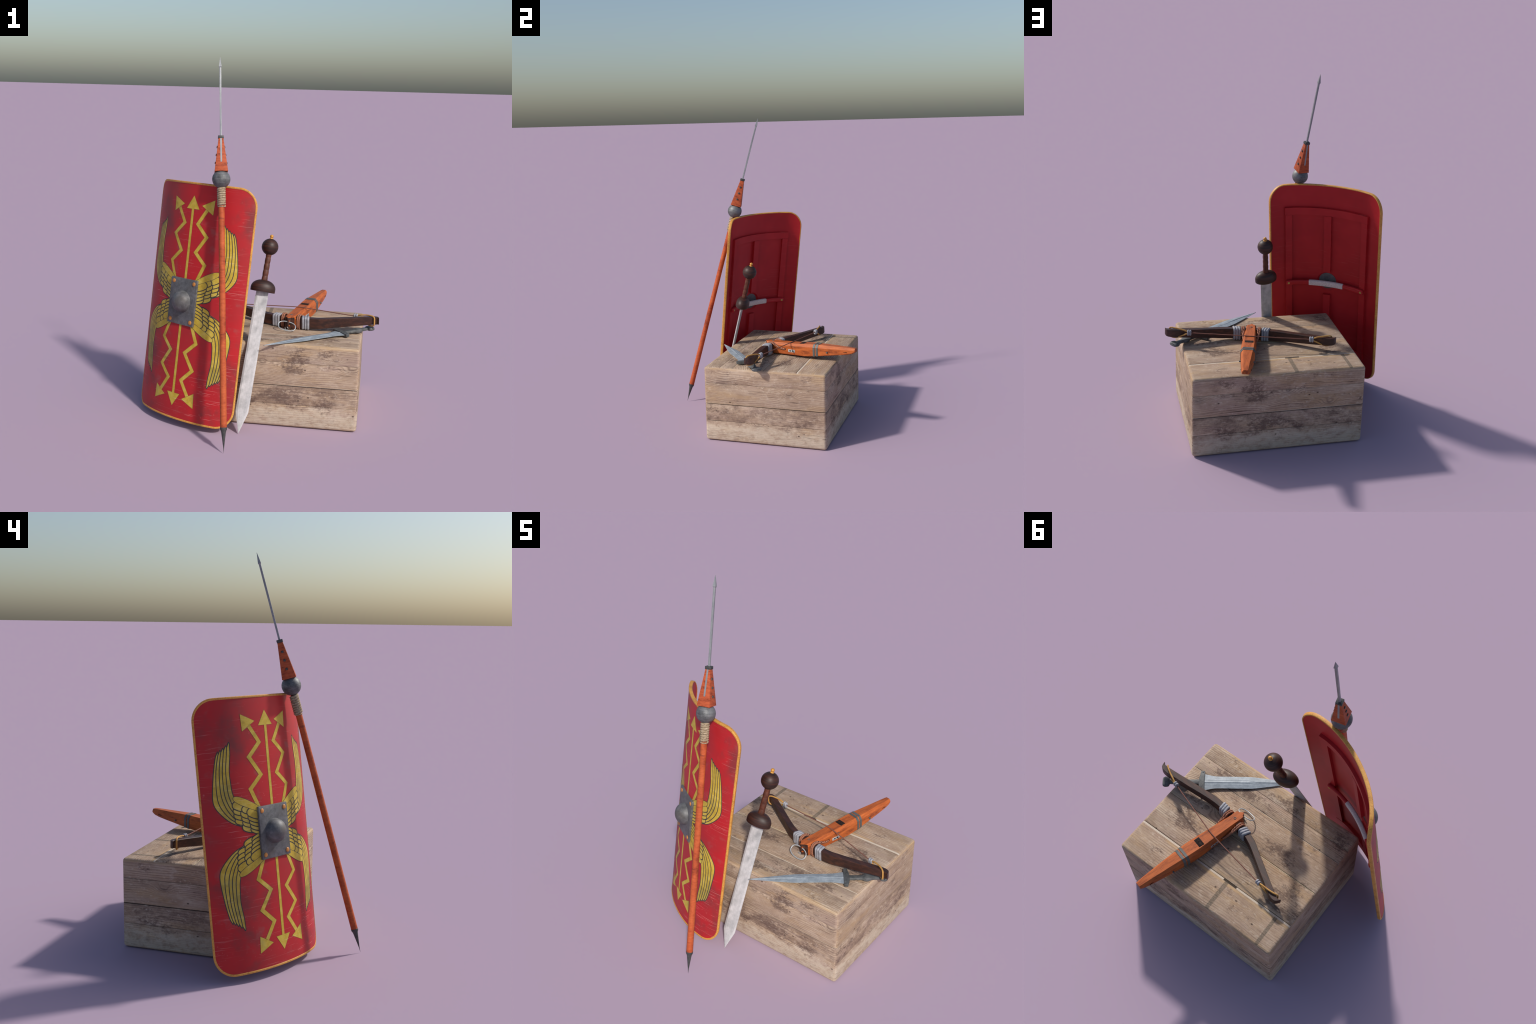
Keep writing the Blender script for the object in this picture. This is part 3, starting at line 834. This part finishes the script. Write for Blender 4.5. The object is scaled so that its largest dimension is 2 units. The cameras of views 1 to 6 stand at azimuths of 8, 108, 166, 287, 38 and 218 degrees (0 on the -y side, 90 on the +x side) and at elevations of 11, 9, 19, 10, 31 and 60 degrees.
# ================================================================== SHORT SWORD
sword = thing("short_sword", frame((-0.0483, -0.3961, 0.0008), (.978167, .145213, -.148669), (-.179683, .950386, -.253930), (.104419, .275099, .955729)),
              "short broad sword with pale blade and round dark wooden hilt", "sword")
k = Nodes("pale_polished_blade")
x, y, z = k.split(k.pos)
blot = k.noise(k.join(k.mul(x, 12), k.mul(y, 12), k.mul(z, 9)), 1.0, 5, .6)
fib = k.noise(k.join(k.mul(x, 330), k.mul(y, 330), k.mul(z, 9)), 1.0, 3, .6)
crs = k.noise(k.join(k.mul(x, 38), k.mul(y, 38), k.mul(z, 30)), 1.0, 5, .65)
f = k.add(k.mul(blot, .58), k.add(k.mul(fib, .16), k.mul(crs, .28)))
c = k.ramp(f, [(.40, (.30, .30, .305)), (.5, (.44, .435, .44)), (.60, (.57, .56, .565))])
mat_blade = k.done(c, .5, bump=f, bstr=.1, bdist=.0008, spec=.5)
mat_hilt = fine_wood("dark_turned_wood", (.014, .0075, .006), (.031, .0135, .010), (.070, .022, .013), (9, 9, 130), rough=.5)
mat_grip = fine_wood("brown_grip_wood", (.036, .012, .007), (.080, .023, .012), (.125, .038, .018), (60, 60, 26), rough=.55, bands=(8, 8, 45))
mat_gold = worn_metal("yellow_brass_knob", (.52, .24, .04), (.66, .34, .07), rough=.4, metal=.1)

bm = bmesh.new()
def blade_ring(z, w, t, e=.0016, r=.72):
    return [(w, -e, z), (w, e, z), (w * r, t, z), (0, t * 1.04, z), (-w * r, t, z), (-w, e, z), (-w, -e, z), (-w * r, -t, z), (0, -t * 1.04, z), (w * r, -t, z)]
loft_into(bm, [blade_ring(0.0, .0004, .0003, .0002), blade_ring(.116, .0348, .0060, r=.62), blade_ring(.124, .0352, .0062), blade_ring(.45, .0346, .0064), blade_ring(.756, .0352, .0066)])
put("blade", finish(bm, "blade", weld=False), sword, mat_blade, 12)
put("blade_shoulder", box("blade_shoulder", (-.0335, -.0062, .7545), (.0335, .0062, .786), .001), sword, mat_blade, 30)
gp = [(0, .784), (.0640, .7815), (.0672, .7810), (.0684, .7825)]
for i in range(15):
    t = PI / 2 * i / 14
    gp.append((.0686 * math.cos(t) ** .92, .800 + .0480 * math.sin(t)))
gp[-1] = (0, .848)
put("guard", revolve("guard", gp, 44, ry=.65), sword, mat_hilt, 50)
gr = []
for i in range(61):
    u = i / 60
    z_ = .838 + u * .155
    wv = abs(math.sin(PI * (u * 4.5 + .1))) ** .7
    rx, ry = .0150 + .0018 * wv - .0012 * u, .0145 + .0018 * wv
    gr.append([(rx * math.copysign(abs(math.cos(a)) ** .8, math.cos(a)), ry * math.copysign(abs(math.sin(a)) ** .8, math.sin(a)), z_) for a in [2 * PI * (j + .5) / 16 for j in range(16)]])
put("grip", loft("grip", gr), sword, mat_grip, 40)
pc = 1.0311
put("pommel", revolve("pommel", [(0, pc - .0462)] + [(.0462 * math.sin(PI * i / 26), pc - .0462 * math.cos(PI * i / 26)) for i in range(1, 26)] + [(0, pc + .0462)], 40), sword, mat_hilt, 60)
kp = [(.0100, 1.070), (.0105, 1.0775), (.0085, 1.0795), (.0060, 1.0815)]
for i in range(11):
    t = -1.0 + (PI / 2 + 1.0) * i / 10
    kp.append((.0104 * math.cos(t), 1.0898 + .0100 * math.sin(t)))
kp[-1] = (0, 1.0998)
put("pommel_knob", revolve("pommel_knob", kp, 24), sword, mat_gold, 50)

# ================================================================== CROSSBOW
bow = thing("crossbow", frame((0.17234, 0.07896, 0.55592), (.969572, -.244025, .019551), (.243121, .969176, .039864), (-.028676, -.033897, .999014)),
            "crossbow with orange wooden stock and dark curved bow", "crossbow")
k = Nodes("orange_stock_wood")
a = k.noise(k.scale(k.pos, (46, 9, 46)), 1.0, 4, .65, .4)
b = k.noise(k.scale(k.pos, (240, 26, 240)), 1.0, 3, .6)
cx = k.noise(k.scale(k.pos, (40, 260, 40)), 1.0, 2, .6)
f = k.add(k.mul(a, .66), k.add(k.mul(b, .26), k.mul(cx, .12)))
c = k.ramp(f, [(.36, (.16, .036, .014)), (.47, (.36, .086, .023)), (.58, (.47, .117, .029)), (.7, (.54, .148, .040))])
mat_stock = k.done(c, .5, bump=f, bstr=.1, bdist=.0008, spec=.22)
mat_limb = fine_wood("dark_bow_wood", (.018, .009, .008), (.040, .017, .013), (.085, .030, .018), (10, 60, 60), rough=.5)
mat_wrap = worn_metal("silver_grey_binding", (.22, .225, .25), (.34, .34, .375), rough=.7, metal=0.0, blot=30, brush=(160, 160, 160), brush_amt=.2)
mat_loop = worn_metal("tan_leather_loop", (.40, .195, .045), (.53, .285, .075), rough=.7, blot=30, brush=(80, 80, 80), brush_amt=.15)
k = Nodes("red_brown_string")
x, y, z = k.split(k.pos)
w = k.math("SINE", k.add(k.mul(x, 900.0), k.mul(z, 900.0)))
mat_string = k.done(k.mix(k.step(w, -.6, .8), (.13, .055, .042), (.30, .135, .10)), .75, spec=.2)
k = Nodes("plaited_rope")
a = k.noise(k.pos, 300, 2, .6)
w = k.math("SINE", k.mul(k.add(k.add(k.split(k.pos)[0], k.split(k.pos)[1]), k.split(k.pos)[2]), 950.0))
mat_rope = k.done(k.mix(k.step(k.add(w, k.mul(k.sub(a, .5), 2)), -.9, .1), (.05, .025, .018), (.46, .195, .12)), .8, bump=w, bstr=.4, bdist=.001, spec=.15)
mat_band = worn_metal("grey_iron_band", (.075, .08, .078), (.125, .128, .122), rough=.55, metal=.1)
mat_ring = worn_metal("bright_iron_ring", (.32, .35, .37), (.50, .53, .55), rough=.4, metal=.25)

# stock: eight-sided sections along its length
#          v     top   side   zt     zc     zb
SECT = [(-.034, .0225, .0312, .0000, -.0150, -.0740), (.10, .0255, .0355, .0012, -.0150, -.0730), (.20, .0285, .0405, .0026, -.0140, -.0736),
        (.25, .0300, .0425, .0042, -.0132, -.0742), (.29, .0295, .0425, .0056, -.0122, -.0715), (.335, .0275, .0408, .0062, -.0120, -.0668), (.38, .0245, .0375, .0052, -.0125, -.0618),
        (.44, .0210, .0335, .0034, -.0130, -.0550), (.50, .0175, .0290, .0018, -.0130, -.0482), (.55, .0148, .0245, .0006, -.0130, -.0418), (.58, .0132, .0212, -.0008, -.0130, -.0352),
        (.5920, .0122, .0195, -.0016, -.0130, -.0290), (.5985, .0112, .0182, -.0022, -.0128, -.0250)]
UC = .0022
def stock_at(v):
    for a, b in zip(SECT, SECT[1:]):
        if v <= b[0]:
            f = (v - a[0]) / (b[0] - a[0])
            return [x0 + (x1 - x0) * f for x0, x1 in zip(a, b)]
    return list(SECT[-1])
def stock_ring(v, grow=0.0):
    _, wt, ws, zt, zc, zb = stock_at(v)
    wt += grow * .4; ws += grow; zt += grow; zb -= grow
    return [(UC + wt, v, zt), (UC + ws, v, zc), (UC + ws, v, zb + .004), (UC + ws - .004, v, zb), (UC - ws + .004, v, zb), (UC - ws, v, zb + .004), (UC - ws, v, zc), (UC - wt, v, zt)]
vs_ = sorted(set([s[0] for s in SECT] + [i * .02 for i in range(0, 30)]))
bm = bmesh.new()
loft_into(bm, [stock_ring(v) for v in vs_])
bmesh.ops.bevel(bm, geom=[e for e in bm.edges if len(e.link_faces) == 2 and e.calc_face_angle(0) > .5], offset=.0012, segments=2, profile=.5, affect='EDGES')
put("stock", finish(bm, "stock"), bow, mat_stock, 25)

# front: dark end-grain nose, with a middle tongue, under a thin cap of stock wood
nose = [(UC + .0290, -.0338), (UC + .0290, -.0365), (UC + .0140, -.0400), (UC + .0105, -.0400), (UC + .0085, -.0445), (UC - .0050, -.0575), (UC - .0120, -.0460), (UC - .0125, -.0400), (UC - .0290, -.0415), (UC - .0290, -.0338)]
put("nose", prism("nose", nose, -.0725, -.0045, .0006), bow, mat_limb, 20)
cap = [(UC + .0222, -.0338), (UC + .0222, -.0365), (UC + .0140, -.0405), (UC + .0110, -.0405), (UC + .0090, -.0450), (UC - .0050, -.0582), (UC - .0122, -.0466), (UC - .0127, -.0405), (UC - .0222, -.0416), (UC - .0222, -.0338)]
put("nose_cap", prism("nose_cap", cap, -.0045, -.0004, .0005), bow, mat_stock, 20)
for z0 in (-.026, -.054):
    put("nose_wedge", box("nose_wedge", (UC - .001, -.0560, z0), (UC + .0062, -.044, z0 + .006), .0008), bow, mat_stock, 30)

# bow limbs
ST_ = [(0.0, -.014, .018, -.009, -.070), (.07, -.0135, .0185, -.009, -.070), (.115, -.0115, .0215, -.0085, -.0695), (.145, -.007, .027, -.008, -.068), (.175, -.0005, .035, -.0072, -.066), (.23, .0195, .053, -.005, -.0605), (.30, .0430, .0780, -.002, -.0535), (.37, .0675, .1015, .0015, -.0465),
       (.42, .0845, .1190, .004, -.0415), (.450, .0945, .1265, .0052, -.0385), (.466, .0985, .1270, .006, -.0368), (.480, .1020, .1230, .0066, -.0350), (.489, .1005, .1130, .007, -.0335), (.4955, .0940, .0985, .0072, -.0318)]
def interp_limb(u):
    for a, b in zip(ST_, ST_[1:]):
        if u <= b[0]:
            f = (u - a[0]) / (b[0] - a[0])
            return [x0 + (x1 - x0) * f for x0, x1 in zip(a, b)]
    return list(ST_[-1])
bm = bmesh.new()
ctrl = [Vector((s[0], s[1], s[2])) for s in ST_]
def smooth_chain(cols):
    pts = catmull([(s[0], s[cols[0]], s[cols[1]]) for s in ST_], 4)
    return pts
fa, fb = smooth_chain((1, 2)), smooth_chain((3, 4))
half = [(fa[i].x, fa[i].y, fa[i].z, fb[i].y, fb[i].z) for i in range(len(fa))]
full = [(-s[0], *s[1:]) for s in reversed(half[1:])] + half
rings = []
for u, vf, vr, zt, zb in full:
    # the ends turn, so set the sections square to the run there
    e = .0018
    rings.append([(u, vf + e, zt), (u, vr - e, zt), (u, vr, zt - e), (u, vr, zb + e), (u, vr - e, zb), (u, vf + e, zb), (u, vf, zb + e), (u, vf, zt - e)])
loft_into(bm, rings)
put("bow_limb", finish(bm, "bow_limb", weld=False), bow, mat_limb, 30)

def oval_path(c, hv, hz, r, axis_u, tilt=0.0):
    out = []
    for p, q in rounded_rect(hv, hz, r, 5):
        out.append((axis_u + tilt * p, c[0] + p, c[1] + q))
    return out
for g in (1, -1):
    for i, u in enumerate((.0710, .0858, .1006)):
        a = interp_limb(u)
        cv, cz = (a[1] + a[2]) / 2, (a[3] + a[4]) / 2
        put("limb_binding", tube("limb_binding", oval_path((cv, cz), .0178, .0312, .007, g * u, tilt=g * -.30), .0080, seg=10, closed=True), bow, mat_wrap, 60)
    # twin ropes: up the front of the bow, over it, and back into the stock side
    for j, u in enumerate((.0425, .0525)):
        path = catmull([(g * (u + .002), .022, -.0745), (g * u, -.006, -.0775), (g * u, -.0205, -.064), (g * u, -.0225, -.038), (g * u, -.0185, -.016), (g * u, -.003, -.0015), (g * u, .020, -.002),
                        (g * (u - .002), .040, -.014), (g * (.0445 + .001 * j), .066, -.026 - .003 * j), (g * .0415, .092, -.036 - .003 * j), (g * .036, .1085, -.0400)], 6)
        put("rope", tube("rope", path, .0049, seg=9, lobes=2, twist=520.0), bow, mat_rope, 60)
    # string ends: two-coil ferrule and leather loop round the limb tip
    for du in (-.0062, .0062):
        put("string_ferrule", tube("string_ferrule", oval_path((.1232, -.0060), .0052, .0112, .005, g * (.3515 + du)), .0062, seg=10, closed=True), bow, mat_wrap, 60)
    lp = catmull([(g * .350, .1230, -.0035), (g * .366, .1215, .0015), (g * .388, .1180, .0080), (g * .418, .1125, .0120), (g * .446, .1040, .0135), (g * .463, .0965, .0105), (g * .4695, .0925, .0020), (g * .4700, .0920, -.0140), (g * .4690, .0925, -.0330),
                  (g * .462, .0965, -.0425), (g * .444, .1050, -.0460), (g * .418, .1130, -.0395), (g * .390, .1190, -.0255), (g * .366, .1220, -.0140), (g * .350, .1230, -.0085)], 6)
    put("string_loop", tube("string_loop", lp, .0043, seg=10), bow, mat_loop, 60)

put("bow_string", tube("bow_string", [(-.352, .1232, -.006), (-.20, .1352, -.0010), (-.03, .1480, .0046), (0.0, .1490, .0052), (.034, .1480, .0046), (.20, .1352, -.0008), (.352, .1232, -.006)], .0028, seg=8), bow, mat_string, 60)

# top fittings: ring, nut in its slot
def torus(name, R, r, n=28, m=8, squash=None):
    return tube(name, [(R * math.cos(2 * PI * i / n), R * math.sin(2 * PI * i / n), 0) for i in range(n)], r, seg=m, closed=True)
put("bolt_ring", torus("bolt_ring", .0056, .0016), bow, mat_band, 60, (0, 0, .0008))
k = Nodes("dark_hole"); mat_dark = k.done((.016, .010, .009), .85, spec=.2)
mat_nut = fine_wood("dark_nut_wood", (.012, .008, .007), (.030, .017, .013), (.050, .028, .021), (40, 40, 90), rough=.8, spec=.2)
put("nut_slot", box("nut_slot", (-.0225, .2115, -.012), (.0265, .2425, .0042), .0004), bow, mat_dark, 30)
for g in (1, -1):
    bm = bmesh.new()
    rg = []
    for u in (0.0030, .0040, .0205, .0215):
        rr = .0125 if u in (.0040, .0205) else .0115
        rg.append([(UC + g * u, .2270 + rr * math.cos(2 * PI * i / 20), -.0068 + rr * math.sin(2 * PI * i / 20)) for i in range(20)])
    loft_into(bm, rg)
    put("nut", finish(bm, "nut", weld=False), bow, mat_nut, 40)
# iron bands round the stock
for v0, v1 in ((.3165, .3305), (.3375, .3515)):
    bm = bmesh.new()
    loft_into(bm, [stock_ring(v0, .0003), stock_ring(v0, .0022), stock_ring(v1, .0022), stock_ring(v1, .0003)])
    put("iron_band", finish(bm, "iron_band", weld=False), bow, mat_band, 20)
mat_plate = worn_metal("pale_side_plate", (.30, .31, .32), (.46, .46, .46), rough=.5)
def side_m(g, v, w_, off=0.0, turn=0.0):
    s = stock_at(v)
    return Matrix.Translation((UC + g * (s[2] + off), v, w_)) @ Matrix.Rotation(g * PI / 2, 4, 'Y') @ Matrix.Rotation(turn, 4, 'Z')
for g in (1, -1):
    put("rope_hole", revolve("rope_hole", [(.0068, -.002), (.0068, .0004), (0, .0005)], 20), bow, mat_dark, 40, side_m(g, .1085, -.0398))
    put("side_pin", revolve("side_pin", [(.0048, -.004), (.0048, .0085), (.0040, .0096), (0, .0098)], 16), bow, mat_band, 40, side_m(g, .4155, -.0360))
    put("small_pin", revolve("small_pin", [(.0032, -.002), (.0032, .001), (0, .0018)], 14), bow, mat_band, 40, side_m(g, .1790, -.0190))
    s = stock_at(.53)
    sl = box("handle_slot", (-.0012, -.019, -.0012), (.0012, .019, .0012), .0004)
    mt = Matrix.Translation((UC + g * (s[2] + .0), .5300, -.0280)) @ Matrix.Rotation(-g * math.atan(.0900), 4, 'Z') @ Matrix.Rotation(.135, 4, 'X')
    put("handle_slot", sl, bow, mat_dark, 30, mt)
    # side plate: pale plate with a bow-tie of two slightly raised dark pieces
    s = stock_at(.158)
    mt = Matrix.Translation((UC + g * (s[2] + .0002), .1590, -.0465)) @ Matrix.Rotation(-g * math.atan(.05), 4, 'Z')
    put("side_plate", box("side_plate", (-.001, -.0250, -.0085), (.0011, .0250, .0085), .0004), bow, mat_plate, 30, mt)
    for kx, (y0, y1) in enumerate(((-.017, -.004), (.004, .017))):
        tri = [(y0, -.0045), (y1, -.0025), (y1, .0025), (y0, .0045)] if kx == 1 else [(y0, -.0022), (y1, -.0045), (y1, .0045), (y0, .0022)]
        put("plate_opening", prism("plate_opening", tri, g * .0009, g * .0016, axes=(1, 2, 0)), bow, mat_dark, 30, mt)
put("trigger_rod", tube("trigger_rod", catmull([(.002, .355, -.062), (.002, .364, -.071), (.002, .379, -.080), (.002, .398, -.0885)], 5), .0021, seg=8), bow, mat_band, 60)

# carrying ring at the nose, held in a small eye
cc, e1, e2 = Vector((-.0010, -.0755, -.0464)), Vector((.0508, .0043, -.0081)), Vector((-.0010, .0242, .0181))
rp = []
for i in range(48):
    t = 2 * PI * i / 48
    cx_, sx_ = math.cos(t), math.sin(t)
    rp.append(cc + e1 * math.copysign(abs(cx_) ** .85, cx_) + e2 * math.copysign(abs(sx_) ** .85, sx_))
put("carrying_ring", tube("carrying_ring", rp, .0028, seg=10, closed=True), bow, mat_ring, 60)
put("ring_eye", tube("ring_eye", [(-.0085 + .0092 * math.cos(t), -.0600 - .002 * math.sin(t), -.0655 + .0092 * math.sin(t)) for t in [(-3.7 + 4.9 * i / 24) for i in range(25)]], .0015, seg=8), bow, mat_ring, 60)

# ================================================================== DAGGER
dagger = thing("dagger", frame((.6262, .1089, .4967), (-.802612, -.596022, -.023899), (.595394, -.802919, .028756), (-.036328, .008851, .999301)),
               "long leaf-bladed dagger with grey iron hilt", "dagger")
k = Nodes("blue_grey_dagger_blade")
x, y, z = k.split(k.pos)
fb_ = k.noise(k.join(k.mul(x, 18), k.mul(y, 260), k.mul(z, 260)), 1.0, 3, .65)
bl = k.noise(k.pos, 28, 5, .65)
gr_ = k.noise(k.pos, 380, 2, .6)
f = k.add(k.mul(bl, .45), k.add(k.mul(fb_, .35), k.mul(gr_, .22)))
mat_dblade = k.done(k.ramp(f, [(.36, (.155, .187, .212)), (.5, (.26, .298, .33)), (.64, (.40, .445, .48))]), .5, bump=f, bstr=.15, bdist=.0008)
mat_iron = worn_metal("rough_grey_iron", (.060, .065, .066), (.125, .13, .13), rough=.6, metal=.1, blot=40, brush=(120, 120, 120), brush_amt=.2)
# y of this frame runs opposite to the measured cross axis, so outlines are symmetric
bm = bmesh.new()
def db(x, w, m=1.0, t=.0052, wave=1.0):
    g1, g2 = .0100 * wave, .0050 * wave
    top = [(w, .0012), (g1 + .0016, t * .80), (g1, t * .66), (g2, t * .82), (g2 * .9, t * .80), (0, t * 1.12), (-g2 * .9, t * .80), (-g2, t * .82), (-g1, t * .66), (-g1 - .0016, t * .80), (-w, .0012)]
    zc = .0
    return [(x, p, zc + q) for p, q in top] + [(x, p, zc - q) for p, q in reversed(top)]
loft_into(bm, [db(.196, .0492), db(.206, .0488), db(.224, .0445), db(.246, .0393), (db(.265, .0366)), db(.30, .0352), db(.38, .0352), db(.44, .0352), db(.462, .0346, wave=.7), db(.478, .0332, wave=.35), db(.50, .0305, wave=.3), db(.56, .0222, wave=.25, t=.0046), db(.64, .0100, wave=.15, t=.0036), db(.7005, .0004, wave=.005, t=.0008)])
put("blade", finish(bm, "blade", weld=False), dagger, mat_dblade, 18)
gout = [(.2065, .0640), (.2065, -.0705), (.1865, -.0735), (.1765, -.0220), (.1755, 0), (.1765, .0220), (.1865, .0665)]
put("guard", prism("guard", gout, -.0092, .0092, .0025), dagger, mat_iron, 25)
riv = revolve("guard_rivet", [(.0042, -.003), (.0042, .0008), (.0025, .0014), (0, .0016)], 14)
for y_ in (.0580, -.0640):
    put("guard_rivet", riv, dagger, mat_iron, 40, (.1960, y_, .0094))
rg = []
for x_, hy, hz in ((.0, .0125, .0080), (.020, .0125, .0080), (.045, .0132, .0082), (.060, .0140, .0086), (.066, .0170, .0096), (.078, .0222, .0112), (.088, .0235, .0118), (.098, .0218, .0110), (.106, .0160, .0092), (.112, .0140, .0084), (.140, .0138, .0084), (.170, .0145, .0086), (.178, .0150, .0088)):
    rg.append([(x_, p, q) for p, q in rounded_rect(hy, hz, min(hy, hz) * .62, 2)])
put("grip", loft("grip", rg), dagger, mat_iron, 28)
pg = []
for x_, f in ((-.0185, .72), (-.0150, .88), (-.006, 1.0), (.006, .98), (.014, .88), (.0195, .55)):
    pg.append([(x_, +.0305 * f * math.copysign(abs(math.cos(a)) ** .72, math.cos(a)), .0122 * f * math.copysign(abs(math.sin(a)) ** .8, math.sin(a))) for a in [2 * PI * (j + .5) / 20 for j in range(20)]])
put("pommel", loft("pommel", pg), dagger, mat_iron, 40)
